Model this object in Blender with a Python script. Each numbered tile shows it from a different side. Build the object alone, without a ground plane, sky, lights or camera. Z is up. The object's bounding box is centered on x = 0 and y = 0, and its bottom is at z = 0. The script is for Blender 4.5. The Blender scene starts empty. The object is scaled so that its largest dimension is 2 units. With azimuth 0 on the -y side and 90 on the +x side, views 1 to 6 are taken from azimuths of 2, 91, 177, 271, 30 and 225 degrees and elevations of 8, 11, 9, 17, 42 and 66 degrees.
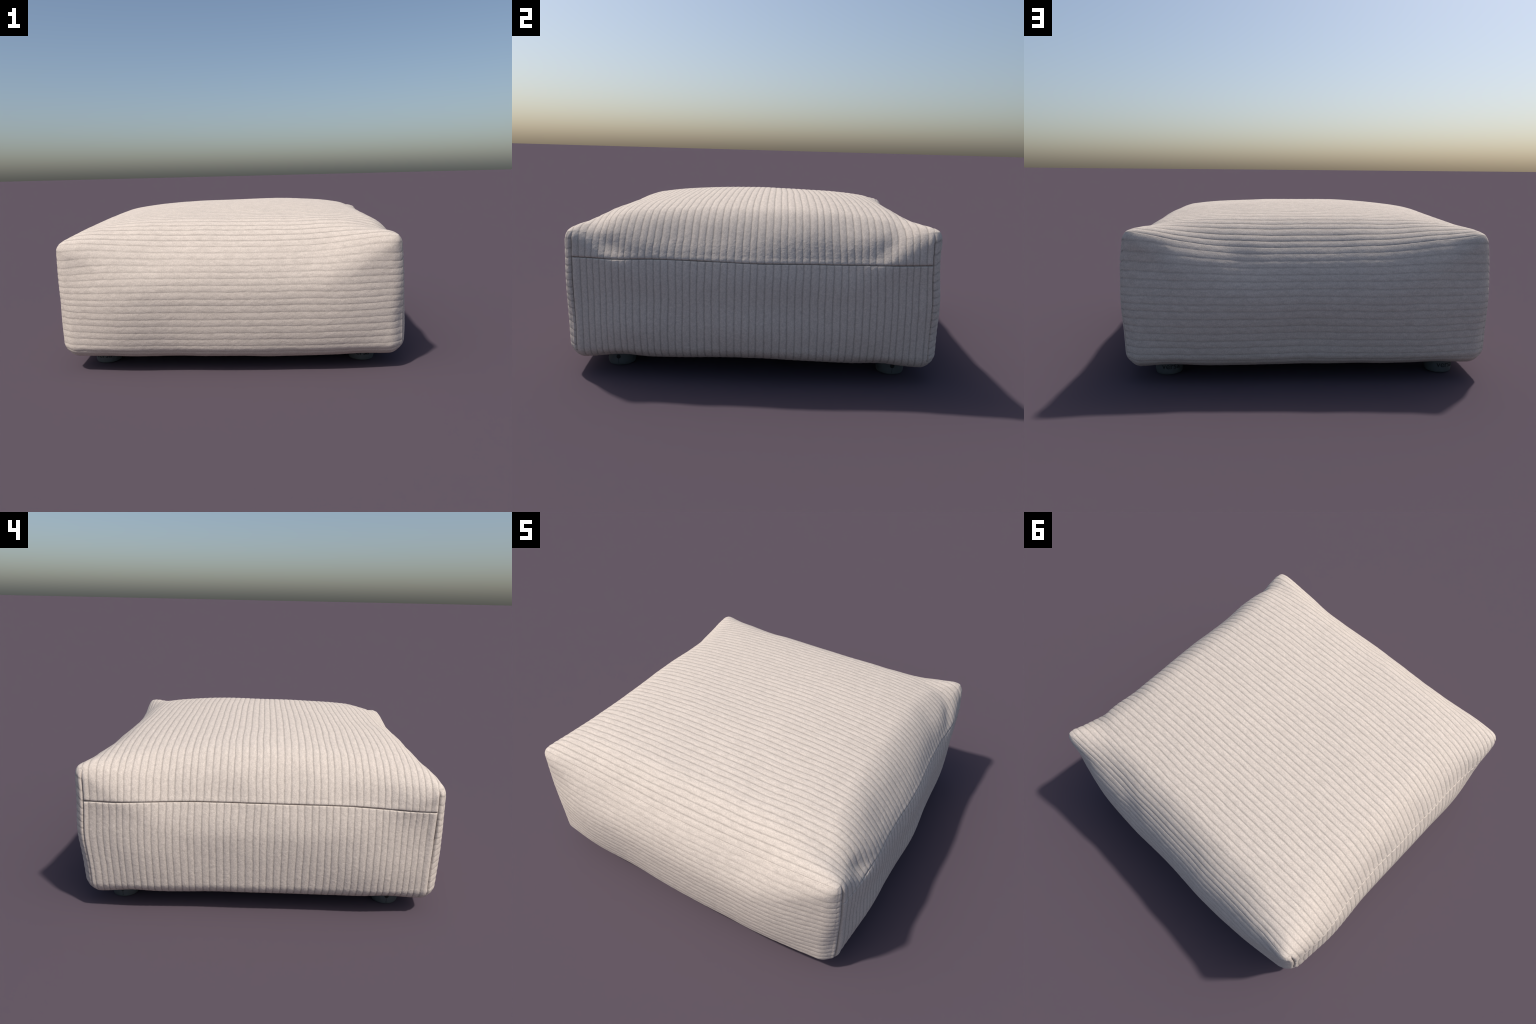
"""Square corduroy pouf: a ribbed cover wrapping front-top-back with flaps over the
two sides, a vertical-ribbed panel sewn into each side, four dark plastic feet."""
import bpy, math
import numpy as np

RNG = np.random.default_rng(7)

# ------------------------------------------------------------------ sizes (m)
HX, HY, HZ = 0.930, 0.912, 0.335          # half sizes of the stuffed block
CX = -0.018                               # block sits slightly off centre in x
R_EDGE, R_FLOOR, R_TOP, R_TOP_Z, PUFF_POWER = 0.052, 0.082, 0.228, 0.339, 4.8
# control nets of the stuffed shape.  Sides: how far the cloth stands out of the block,
# rows along the edge (7 stations), columns from the floor up (5 stations).
OUT_RIGHT = [(.002, .002, -.003, -.008, -.012), (.013, .053, .039, .033, -.005),
             (.036, .063, .054, .049, .004), (.046, .078, .063, .065, .008),
             (.040, .058, .048, .052, .011), (.014, .050, .050, .036, -.000),
             (-.004, .000, .012, .011, -.006)]
OUT_LEFT = [(.000, .002, .002, .009, .012), (.015, .041, .036, .015, .014),
            (.018, .037, .041, .022, .015), (.021, .033, .036, .022, .019),
            (.019, .032, .032, .015, .013), (.024, .042, .045, .024, -.002),
            (.012, .013, .005, .000, -.014)]
OUT_BACK = [(-.005, .003, .020, .011, .023), (.027, .052, .066, .057, .037),
            (.040, .067, .086, .080, .044), (.040, .057, .081, .074, .043),
            (.045, .069, .085, .072, .038), (.040, .060, .072, .051, .025),
            (.027, .021, .016, .002, .009)]
OUT_FRONT = [(.011, .006, .005, .005, .003), (.029, .061, .074, .052, .041),
             (.031, .067, .082, .077, .062), (.043, .071, .084, .086, .066),
             (.035, .071, .084, .082, .059), (.025, .061, .073, .063, .042),
             (.002, .000, .006, .011, .014)]
# heights of the cushion top (rows -x to +x, columns -y to +y) and of its underside
TOP = [(.724, .771, .793, .803, .798, .789, .786),
       (.766, .829, .851, .859, .853, .838, .800),
       (.778, .845, .874, .880, .876, .854, .797),
       (.772, .839, .874, .884, .879, .854, .792),
       (.768, .836, .872, .883, .883, .854, .789),
       (.761, .829, .852, .858, .859, .840, .794),
       (.745, .786, .801, .799, .796, .790, .799)]
LOW = [(.077, .094, .076), (.072, .087, .083), (.067, .106, .070)]
R_TIP = 0.058                             # rounding of the four top tips
PITCH = 0.0365                            # one wale of the corduroy
CROWN, GROOVE = 0.0018, 0.0005            # wale roundness, depth of the furrow between wales
SEAM_HEIGHT = 0.606                       # side seam above the ground
WALE_STATIONS = (0, .045, .10, .17, .27, .40, .50, .60, .73, .83, .90, .955)


# ------------------------------------------------------------------ noise
class ValueNoise:
    def __init__(self, seed):
        self.t = np.random.default_rng(seed).random((32, 32, 32)) * 2 - 1

    def __call__(self, p, scale):
        q = p * scale + 100.0
        i = np.floor(q).astype(int)
        f = q - i
        f = f * f * f * (f * (f * 6 - 15) + 10)
        out = 0
        for dx in (0, 1):
            for dy in (0, 1):
                for dz in (0, 1):
                    w = (np.where(dx, f[:, 0], 1 - f[:, 0]) * np.where(dy, f[:, 1], 1 - f[:, 1])
                         * np.where(dz, f[:, 2], 1 - f[:, 2]))
                    out = out + w * self.t[(i[:, 0] + dx) % 32, (i[:, 1] + dy) % 32, (i[:, 2] + dz) % 32]
        return out


N1, N2, N3, N4, N5 = (ValueNoise(s) for s in (1, 2, 3, 4, 5))


def smooth(a, b, x):
    t = np.clip((x - a) / (b - a), 0, 1)
    return t * t * (3 - 2 * t)


def spline(x, n):
    """Catmull-Rom weights of x in [-1, 1] over n evenly spaced control stations."""
    t = np.clip((x + 1) / 2 * (n - 1), 0, n - 1 - 1e-9)
    i = t.astype(int)
    f = t - i
    w = [(-f ** 3 + 2 * f ** 2 - f) / 2, (3 * f ** 3 - 5 * f ** 2 + 2) / 2,
         (-3 * f ** 3 + 4 * f ** 2 + f) / 2, (f ** 3 - f ** 2) / 2]
    m = np.zeros((len(x), n + 2))
    r = np.arange(len(x))
    for k in range(4):
        m[r, i + k] += w[k]
    out = m[:, 1:-1].copy()
    out[:, 0] += 2 * m[:, 0]; out[:, 1] -= m[:, 0]
    out[:, -1] += 2 * m[:, -1]; out[:, -2] -= m[:, -1]
    return out


def net(table, a, b):
    t = np.array(table)
    return ((spline(a, t.shape[0]) @ t) * spline(b, t.shape[1])).sum(1)


# ------------------------------------------------------------------ stuffed shape
def round_block(Q):
    """Block with soft edges: wide and plump between the corners, tight at the corners."""
    U, V, W = Q[:, 0] / HX, Q[:, 1] / HY, Q[:, 2] / HZ
    near = lambda a: 1 - np.clip(1 - np.abs(a), 0, 1) ** 1.5      # flat at the edge: no crease
    puff = 1 - (near(U) * near(V)) ** PUFF_POWER
    up = smooth(-0.5, 0.2, W)
    tip = R_EDGE + (R_TIP - R_EDGE) * smooth(0.35, 0.85, W)
    flat = tip + (R_TOP - tip) * puff
    low = 0.086 - (0.086 - R_FLOOR) * smooth(0, 0.12, puff)
    m_xy = low + (flat - low) * up
    m_zt = R_TIP + (R_TOP_Z - R_TIP) * puff
    m_zb = np.full_like(m_xy, R_FLOOR)
    inner = np.stack([np.clip(Q[:, 0], -HX + m_xy, HX - m_xy), np.clip(Q[:, 1], -HY + m_xy, HY - m_xy),
                      np.clip(Q[:, 2], -HZ + m_zb, HZ - m_zt)], -1)
    m = np.stack([m_xy, m_xy, np.where(Q[:, 2] > HZ - m_zt, m_zt, m_zb)], -1)
    d = (Q - inner) / m
    d /= np.maximum(np.linalg.norm(d, axis=1, keepdims=True), 1e-9)
    return inner + d * m


def shape(Q):
    p = round_block(Q)
    u, v, w = p[:, 0] / HX, p[:, 1] / HY, p[:, 2] / HZ
    h = (w + 1) / 2
    low = net(LOW, u, v)
    z = low + (0.745 - low) * h + (net(TOP, u, v) - 0.745) * smooth(0.35, 1.0, h)
    x = CX + p[:, 0] + np.clip(u, 0, 1) ** 3 * net(OUT_RIGHT, v, w) - np.clip(-u, 0, 1) ** 3 * net(OUT_LEFT, v, w)
    y = p[:, 1] + np.clip(v, 0, 1) ** 3 * net(OUT_BACK, u, w) - np.clip(-v, 0, 1) ** 3 * net(OUT_FRONT, u, w)
    return np.stack([x, y, z], -1)


# ------------------------------------------------------------------ stations that follow the wales
def cloth_stations(lo, hi, make_lines):
    """Split lo..hi into whole wales of equal cloth length; each wale gets fine stations
    near its furrows.  Returns station coordinates and their wale phase."""
    t = np.linspace(lo, hi, 1500)
    length = np.mean([np.concatenate([[0], np.cumsum(np.linalg.norm(np.diff(shape(q), axis=0), axis=1))])
                      for q in make_lines(t)], axis=0)
    n = int(round(length[-1] / PITCH))
    jitter = np.concatenate([[0], RNG.normal(0, 0.045, n - 1), [0]])
    furrows = (np.arange(n + 1) + jitter) * length[-1] / n
    ph = np.concatenate([(k + np.array(WALE_STATIONS)) for k in range(n)] + [[n]])
    return np.interp(np.interp(ph, np.arange(n + 1), furrows), length, t), ph


def line(x, y, z, t):
    o = np.zeros_like(t)
    return np.stack([o + x, o + y, o + z], -1)


YS, YPH = cloth_stations(-HY, HY, lambda t: [line(f * HX, t, HZ, t) for f in (-.7, -.4, 0, .4, .7)])
ZS, ZPH = cloth_stations(-HZ, HZ, lambda t: [line(f * HX, s * HY, t, t) for f in (-.7, -.4, 0, .4, .7) for s in (-1, 1)])
XS = np.linspace(-HX, HX, 250)
NX, NY, NZ = len(XS), len(YS), len(ZS)
NW = len(WALE_STATIONS)
SEAM_Y = YS[-1 - NW]                       # corner seams: one wale in from the corner
seam_k = min(range(0, NZ, NW), key=lambda k: abs(shape(line(HX, 0, ZS[k], np.zeros(1)))[0, 2] - SEAM_HEIGHT))
SEAM_Z = ZS[seam_k]


def lattice_face(axis, side):
    """Quads of one block face as lattice keys, outward winding."""
    n = (NX, NY, NZ)
    a, b = [k for k in range(3) if k != axis]
    A, B = np.meshgrid(np.arange(n[a]), np.arange(n[b]), indexing='ij')
    key = np.zeros(A.shape + (3,), int)
    key[..., a], key[..., b] = A, B
    key[..., axis] = 0 if side < 0 else n[axis] - 1
    k = (key[..., 0] * NY + key[..., 1]) * NZ + key[..., 2]
    q = np.stack([k[:-1, :-1], k[1:, :-1], k[1:, 1:], k[:-1, 1:]], -1).reshape(-1, 4)
    flip = (side < 0) != (axis == 1)
    return q[:, ::-1] if flip else q


FACES = [('right', 0, 1), ('left', 0, -1), ('back', 1, 1), ('front', 1, -1), ('top', 2, 1), ('floor', 2, -1)]
face_quads = [lattice_face(a, s) for _, a, s in FACES]
tags = np.concatenate([np.full(len(q), i) for i, q in enumerate(face_quads)])
keys, quads = np.unique(np.concatenate(face_quads), return_inverse=True)
quads = quads.reshape(-1, 4)
KX, KY, KZ = keys // (NY * NZ), (keys // NZ) % NY, keys % NZ
Q = np.stack([XS[KX], YS[KY], ZS[KZ]], -1)     # block coordinates of every vertex
top, front, back, side = KZ == NZ - 1, KY == 0, KY == NY - 1, (KX == 0) | (KX == NX - 1)


def vertex_normals(P):
    a, b, c, d = (P[quads[:, i]] for i in range(4))
    fn = np.cross(c - a, d - b)
    out = np.zeros_like(P)
    for i in range(4):
        for k in range(3):
            out[:, k] += np.bincount(quads[:, i], fn[:, k], minlength=len(P))
    return out / np.maximum(np.linalg.norm(out, axis=1, keepdims=True), 1e-12)


# ------------------------------------------------------------------ wandering wales and the side seam
def seam_shift():
    """How far to slide the side cloth up or down so that the seam lies at its height."""
    ys = np.linspace(-HY, HY, 41)
    out = {}
    for s, want in ((1, (.603, .609, .605, .611, .621)), (-1, (.590, .607, .608, .607, .606))):
        here = shape(line(s * HX, ys, SEAM_Z, ys))[:, 2]
        out[s] = np.interp(ys, np.linspace(-.88, .88, 5), want) - here
    return ys, out


sy, shift = seam_shift()
wander = 0.0034 * N3(Q, 5.0) + 0.0013 * N4(Q, 22.0) + 0.0006 * N5(Q, 60.0)
QW = Q.copy()
inward_y = smooth(SEAM_Y, SEAM_Y - 0.10, np.abs(Q[:, 1]))
QW[:, 1] += np.where(front | back, 0, wander * inward_y)
z_fade = smooth(HZ, HZ - 0.06, np.abs(Q[:, 2]))
on_strip = smooth(SEAM_Y, HY, np.abs(Q[:, 1]))
QW[:, 2] += np.where(top | (KZ == 0), 0, wander * z_fade * on_strip)
slide = np.where(Q[:, 0] > 0, np.interp(Q[:, 1], sy, shift[1]), np.interp(Q[:, 1], sy, shift[-1]))
QW[:, 2] += side * slide * np.exp(-((Q[:, 2] - SEAM_Z) / 0.13) ** 2) * (1 - on_strip) * smooth(HZ, HZ - 0.04, np.abs(Q[:, 2]))


def stuffed(QW):
    P = shape(QW)
    n = vertex_normals(P)
    # soft lumps in the filling, ripples where the cloth turns over the rim
    rim = smooth(0.72, 0.95, np.maximum(np.abs(Q[:, 0]) / HX, np.abs(Q[:, 1]) / HY)) * smooth(0.1, 0.6, Q[:, 2] / HZ)
    hem = smooth(-0.75, -1.0, QW[:, 2] / HZ)
    over_feet = (0.011 * np.exp(-((np.abs(P[:, 1]) - 0.66) / 0.11) ** 2) * smooth(0.8, 0.95, np.abs(Q[:, 0]) / HX)
                 + 0.005 * np.exp(-((np.abs(P[:, 0]) - 0.70) / 0.10) ** 2) * smooth(0.8, 0.95, np.abs(Q[:, 1]) / HY))
    P[:, 2] += hem * (0.003 * N2(P, 4.5) + over_feet)
    lump = 0.002 * N1(P, 3.1) + (0.0018 + 0.0035 * rim) * N2(P, 6.5)
    # pinched hollows in the right-hand flap beside both corners, each with a fold next to it
    q = round_block(QW)
    v, w = q[:, 1] / HY, q[:, 2] / HZ
    for v0, slant, deep in ((-0.79, 1, 0.027), (0.74, -1, 0.016)):
        a = (v - v0) + slant * 0.28 * (w - 0.80)
        band = smooth(0.40, 0.74, w) * smooth(0.66, 1.0, q[:, 0] / HX)
        lump += band * (0.25 * deep * np.exp(-((a - slant * 0.17) / 0.07) ** 2) - deep * np.exp(-(a / 0.068) ** 2))
    return P + n * lump[:, None]


panel_shift = np.zeros_like(Q)
panel_shift[:, 1] = 0.007 * side * smooth(SEAM_Y, SEAM_Y - 0.02, np.abs(Q[:, 1]))
P = stuffed(QW)
P_PANEL = stuffed(QW + panel_shift)
NRM = vertex_normals(P)
ph = np.where((front | back | (side & (np.abs(Q[:, 1]) >= SEAM_Y))) & ~top, ZPH[KZ], YPH[KY])


def wale(ph, depth):
    """Gently crowned wale with a narrow furrow at whole phases."""
    d = np.abs(ph - np.round(ph))
    return CROWN * (np.sin(np.pi * d) - 1) - depth * np.exp(-(d / 0.095) ** 2)


depth = GROOVE * np.clip(1 + 0.6 * N5(P * np.array([1, 1.6, 1.6]), 9.0), 0.25, 1.6)
near_corner = np.linalg.norm((np.abs(Q) - np.array([HX, HY, 0])) * [1, 1, 0] + (Q - np.array([0, 0, HZ])) * [0, 0, 1], axis=1)
calm = smooth(0.02, 0.09, near_corner) * np.where((front | back) & ~top, 0.62, 1) * np.where(side & (np.abs(Q[:, 1]) >= SEAM_Y), 0.45, 1)
ribs = wale(ph, depth) * np.where(KZ == 0, 0.3, 1) * calm
fuzz = 0.0003 * N4(P, 60.0) + 0.0004 * N5(P, 140.0)

# ------------------------------------------------------------------ seams
dy = np.abs(np.abs(Q[:, 1]) - SEAM_Y)
dz = np.abs(Q[:, 2] - SEAM_Z)
between = np.abs(Q[:, 1]) <= SEAM_Y + 1e-9
corner_fade = smooth(HZ, HZ - 0.06, Q[:, 2]) * smooth(-HZ, -HZ + 0.07, Q[:, 2]) * side
cut_v = np.exp(-(dy / 0.0042) ** 2) * corner_fade
cut_h = np.exp(-(dz / 0.0030) ** 2) * between * side
cut = np.maximum(cut_v, cut_h)
pucker = 1 + 0.4 * N3(P, 22.0)
puff_h = np.where(Q[:, 2] > SEAM_Z, 0.0016, 0.0006) * np.exp(-((dz - 0.014) / 0.014) ** 2) * between * side
puff_v = 0.0035 * np.exp(-((dy - 0.014) / 0.013) ** 2) * corner_fade
tuck = np.maximum(np.exp(-(dz / 0.007) ** 2) * between * side, np.exp(-(dy / 0.008) ** 2) * corner_fade)
disp = ribs * (1 - 0.8 * tuck) + fuzz - 0.0065 * pucker * cut + (puff_h + puff_v) * (1 - cut)
P_PANEL = P_PANEL + NRM * disp[:, None]
P = P + NRM * disp[:, None]
NRM_PANEL = vertex_normals(np.where((side & (np.abs(Q[:, 1]) < SEAM_Y) & (Q[:, 2] < SEAM_Z))[:, None], P_PANEL, P))
NRM = vertex_normals(P)


# ------------------------------------------------------------------ materials
def material(name):
    m = bpy.data.materials.new(name)
    m.use_nodes = True
    nt = m.node_tree
    return m, nt, nt.nodes['Principled BSDF']


def fabric_material(name, dark, light):
    """Soft napped cotton: fine speckle with faint larger mottling."""
    m, nt, b = material(name)
    L, new = nt.links.new, nt.nodes.new
    tc = new('ShaderNodeTexCoord')
    fine = new('ShaderNodeTexNoise'); fine.inputs['Scale'].default_value = 190; fine.inputs['Detail'].default_value = 3
    broad = new('ShaderNodeTexNoise'); broad.inputs['Scale'].default_value = 75; broad.inputs['Detail'].default_value = 4
    L(tc.outputs['Object'], fine.inputs['Vector'])
    streak = new('ShaderNodeMapping'); streak.inputs['Scale'].default_value = (0.35, 1, 1)
    L(tc.outputs['Object'], streak.inputs['Vector']); L(streak.outputs['Vector'], broad.inputs['Vector'])
    mix = new('ShaderNodeMix'); mix.data_type = 'FLOAT'; mix.inputs['Factor'].default_value = 0.40
    L(fine.outputs['Fac'], mix.inputs['A']); L(broad.outputs['Fac'], mix.inputs['B'])
    ramp = new('ShaderNodeValToRGB')
    e = ramp.color_ramp.elements
    e[0].position, e[0].color = 0.39, (*dark, 1)
    e[1].position, e[1].color = 0.61, (*light, 1)
    L(mix.outputs['Result'], ramp.inputs['Fac'])
    L(ramp.outputs['Color'], b.inputs['Base Color'])
    b.inputs['Roughness'].default_value = 0.95
    b.inputs['Specular IOR Level'].default_value = 0.1
    grain = new('ShaderNodeTexNoise'); grain.inputs['Scale'].default_value = 220; grain.inputs['Detail'].default_value = 3
    L(tc.outputs['Object'], grain.inputs['Vector'])
    bump = new('ShaderNodeBump'); bump.inputs['Strength'].default_value = 0.45; bump.inputs['Distance'].default_value = 0.002
    L(grain.outputs['Fac'], bump.inputs['Height']); L(bump.outputs['Normal'], b.inputs['Normal'])
    return m


def plain_material(name, colour, rough, grain):
    m, nt, b = material(name)
    L, new = nt.links.new, nt.nodes.new
    tc = new('ShaderNodeTexCoord')
    n = new('ShaderNodeTexNoise'); n.inputs['Scale'].default_value = grain
    L(tc.outputs['Object'], n.inputs['Vector'])
    ramp = new('ShaderNodeValToRGB')
    ramp.color_ramp.elements[0].color = (*[c * 0.85 for c in colour], 1)
    ramp.color_ramp.elements[1].color = (*[c * 1.15 for c in colour], 1)
    L(n.outputs['Fac'], ramp.inputs['Fac']); L(ramp.outputs['Color'], b.inputs['Base Color'])
    b.inputs['Roughness'].default_value = rough
    return m


NAP_DARK, NAP_LIGHT = (0.548, 0.475, 0.411), (0.676, 0.588, 0.510)


def nap(name, k):
    return fabric_material(name, [c * k for c in NAP_DARK], [c * k for c in NAP_LIGHT])


FABRIC = nap('cream_corduroy', 1.0)
SEAM_SHADE = nap('seam_shade', 0.42)  # same nap darkened: groove shade painted along the stitching
FURROW_SHADE = nap('furrow_shade', 0.70)         # ground weave, with furrow shade painted into its colour
EDGE_SHADE = nap('wale_edge_shade', 0.84)  # furrow shade thinning out up the wale, painted into the nap
SLOPE_SHADE = nap('wale_slope_shade', 0.93)  # faintest step of the painted furrow shade
LINER = plain_material('underside_liner', (0.05, 0.05, 0.052), 0.95, 200)
PLASTIC = plain_material('dark_grey_plastic', (0.075, 0.084, 0.086), 0.6, 60)
BLACK = plain_material('matt_black', (0.01, 0.01, 0.01), 0.8, 60)


# ------------------------------------------------------------------ objects
def link(ob, parent=None):
    bpy.context.scene.collection.objects.link(ob)
    if parent:
        ob.parent = parent
    return ob


def mesh_object(name, verts, faces, mat, parent, normals=None, second=None):
    me = bpy.data.meshes.new(name)
    me.vertices.add(len(verts)); me.vertices.foreach_set('co', np.ascontiguousarray(verts, np.float32).ravel())
    me.loops.add(faces.size); me.loops.foreach_set('vertex_index', np.ascontiguousarray(faces, np.int32).ravel())
    me.polygons.add(len(faces)); me.polygons.foreach_set('loop_start', np.arange(0, faces.size, faces.shape[1], dtype=np.int32))
    me.update(calc_edges=True); me.validate()
    me.polygons.foreach_set('use_smooth', np.ones(len(faces), bool))
    if normals is not None:
        me.normals_split_custom_set_from_vertices(normals.tolist())
    me.materials.append(mat)
    if second is not None:
        for extra in second[0]:
            me.materials.append(extra)
        me.polygons.foreach_set('material_index', second[1].astype(np.int32))
    return link(bpy.data.objects.new(name, me), parent)


pouf = link(bpy.data.objects.new('pouf', None))
pouf['label'] = 'square plump cream corduroy pouf on small dark feet'
pouf['category'] = 'pouf'

qc = Q[quads].mean(axis=1)
on_side = tags <= 1
on_panel = on_side & (np.abs(qc[:, 1]) < SEAM_Y) & (qc[:, 2] < SEAM_Z)
on_floor = (tags == 5) & (np.abs(qc[:, 0]) < HX - 0.11) & (np.abs(qc[:, 1]) < HY - 0.11)


# faces coloured with painted shade, deepest in the furrow between two wales
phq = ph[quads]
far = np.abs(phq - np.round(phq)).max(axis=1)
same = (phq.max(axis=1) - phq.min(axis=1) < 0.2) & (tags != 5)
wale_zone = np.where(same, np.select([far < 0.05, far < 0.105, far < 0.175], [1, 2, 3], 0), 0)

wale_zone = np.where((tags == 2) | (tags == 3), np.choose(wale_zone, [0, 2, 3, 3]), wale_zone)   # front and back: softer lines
sewn = (cut[quads] > 0.90).all(axis=1) | ((cut[quads] > 0.999).sum(axis=1) == 2)
wale_zone = np.where(sewn, 4, wale_zone)


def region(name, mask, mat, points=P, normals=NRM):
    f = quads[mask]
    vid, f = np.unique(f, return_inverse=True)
    return mesh_object(name, points[vid], f.reshape(-1, 4), mat, pouf, normals[vid], ((FURROW_SHADE, EDGE_SHADE, SLOPE_SHADE, SEAM_SHADE), wale_zone[mask]))


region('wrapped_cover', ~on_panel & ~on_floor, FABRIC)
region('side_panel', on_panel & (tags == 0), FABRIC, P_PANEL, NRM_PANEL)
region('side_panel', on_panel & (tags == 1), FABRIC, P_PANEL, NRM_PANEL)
region('underside', on_floor, LINER)


# ------------------------------------------------------------------ feet
def lathe(profile, n=64):
    prof = np.array(profile)
    a = np.linspace(0, 2 * np.pi, n, endpoint=False)
    v = np.stack([np.outer(prof[:, 0], np.cos(a)), np.outer(prof[:, 0], np.sin(a)),
                  np.repeat(prof[:, 1:2], n, 1)], -1).reshape(-1, 3)
    i, j = np.meshgrid(np.arange(len(prof) - 1), np.arange(n), indexing='ij')
    j2 = (j + 1) % n
    f = np.stack([i * n + j, i * n + j2, (i + 1) * n + j2, (i + 1) * n + j], -1).reshape(-1, 4)
    return v, f


FOOT_PROFILE = [(0.0005, 0.0), (0.064, 0.0), (0.0680, 0.002), (0.0705, 0.008), (0.0722, 0.018), (0.0732, 0.030),
                (0.0738, 0.045), (0.0738, 0.090), (0.070, 0.098), (0.0005, 0.099)]
fv, ff = lathe(FOOT_PROFILE)
foot_mesh = None
FEET = [(-0.761, -0.695), (0.714, -0.695), (0.714, 0.743), (-0.761, 0.743)]


def bent_word(word, r, z, size):
    """Raised lettering wrapped around a foot of radius r, centred on its -y side."""
    cu = bpy.data.curves.new('embossed_word', 'FONT')
    cu.body, cu.size, cu.extrude, cu.align_x = word, size, 0.0012, 'CENTER'
    tmp = link(bpy.data.objects.new('embossed_word', cu))
    dg = bpy.context.evaluated_depsgraph_get()
    me = bpy.data.meshes.new_from_object(tmp.evaluated_get(dg))
    bpy.data.objects.remove(tmp)
    for vert in me.vertices:
        x, y, d = vert.co
        ang = x / r
        vert.co = (math.sin(ang) * (r + d), -math.cos(ang) * (r + d), z + y)
    me.materials.clear(); me.materials.append(BLACK)
    return me


word_mesh = bent_word('versa', 0.0736, 0.034, 0.046)
disc_v, disc_f = lathe([(0.0005, 0.0), (0.0108, 0.0), (0.0115, -0.001), (0.0115, -0.008)], 24)  # solid black disc standing in for an opening; nothing is cut
# dark strip for the moulding line below the disc (local +x points down once the disc is turned onto the flank)
line_v = np.array([[x, y, z] for z in (-0.006, 0.0) for x, y in ((0.0115, -.0008), (0.040, -.0008), (0.040, .0008), (0.0115, .0008))])
line_v[[5, 6], 2] -= 0.0028
line_f = np.array([[4, 5, 6, 7], [0, 1, 5, 4], [1, 2, 6, 5], [2, 3, 7, 6], [3, 0, 4, 7]]) + len(disc_v)
disc_v, disc_f = np.concatenate([disc_v, line_v]), np.concatenate([disc_f, line_f])
for k, (fx, fy) in enumerate(FEET):
    if foot_mesh is None:
        foot = mesh_object('foot', fv, ff, PLASTIC, pouf)
        foot_mesh = foot.data
        ln_v = np.array([[x, y, z] for z in (0.006, 0.02, 0.05) for x, y in
                         ((0.001, 0), (-0.001, 0))])
    else:
        foot = link(bpy.data.objects.new('foot', foot_mesh), pouf)
    foot.location = (fx, fy, 0.0)
    word = link(bpy.data.objects.new('embossed_word', word_mesh), foot)
    word.rotation_euler = (0, 0, -0.15 if fy < 0 else math.pi + 0.28)
    # dark disc drawn as an opening, on the flank facing out in x
    if k == 0:
        hole_disc = mesh_object('hole_disc', disc_v, disc_f, BLACK, foot)
        disc_mesh = hole_disc.data
    else:
        hole_disc = link(bpy.data.objects.new('hole_disc', disc_mesh), foot)
    s = 1 if fx > 0 else -1
    hole_disc.location = (s * 0.0745, 0, 0.050)
    hole_disc.rotation_euler = (0, math.pi / 2, 0 if s > 0 else math.pi)

print('verts', len(P), 'quads', len(quads), 'extent', P.min(0), P.max(0))
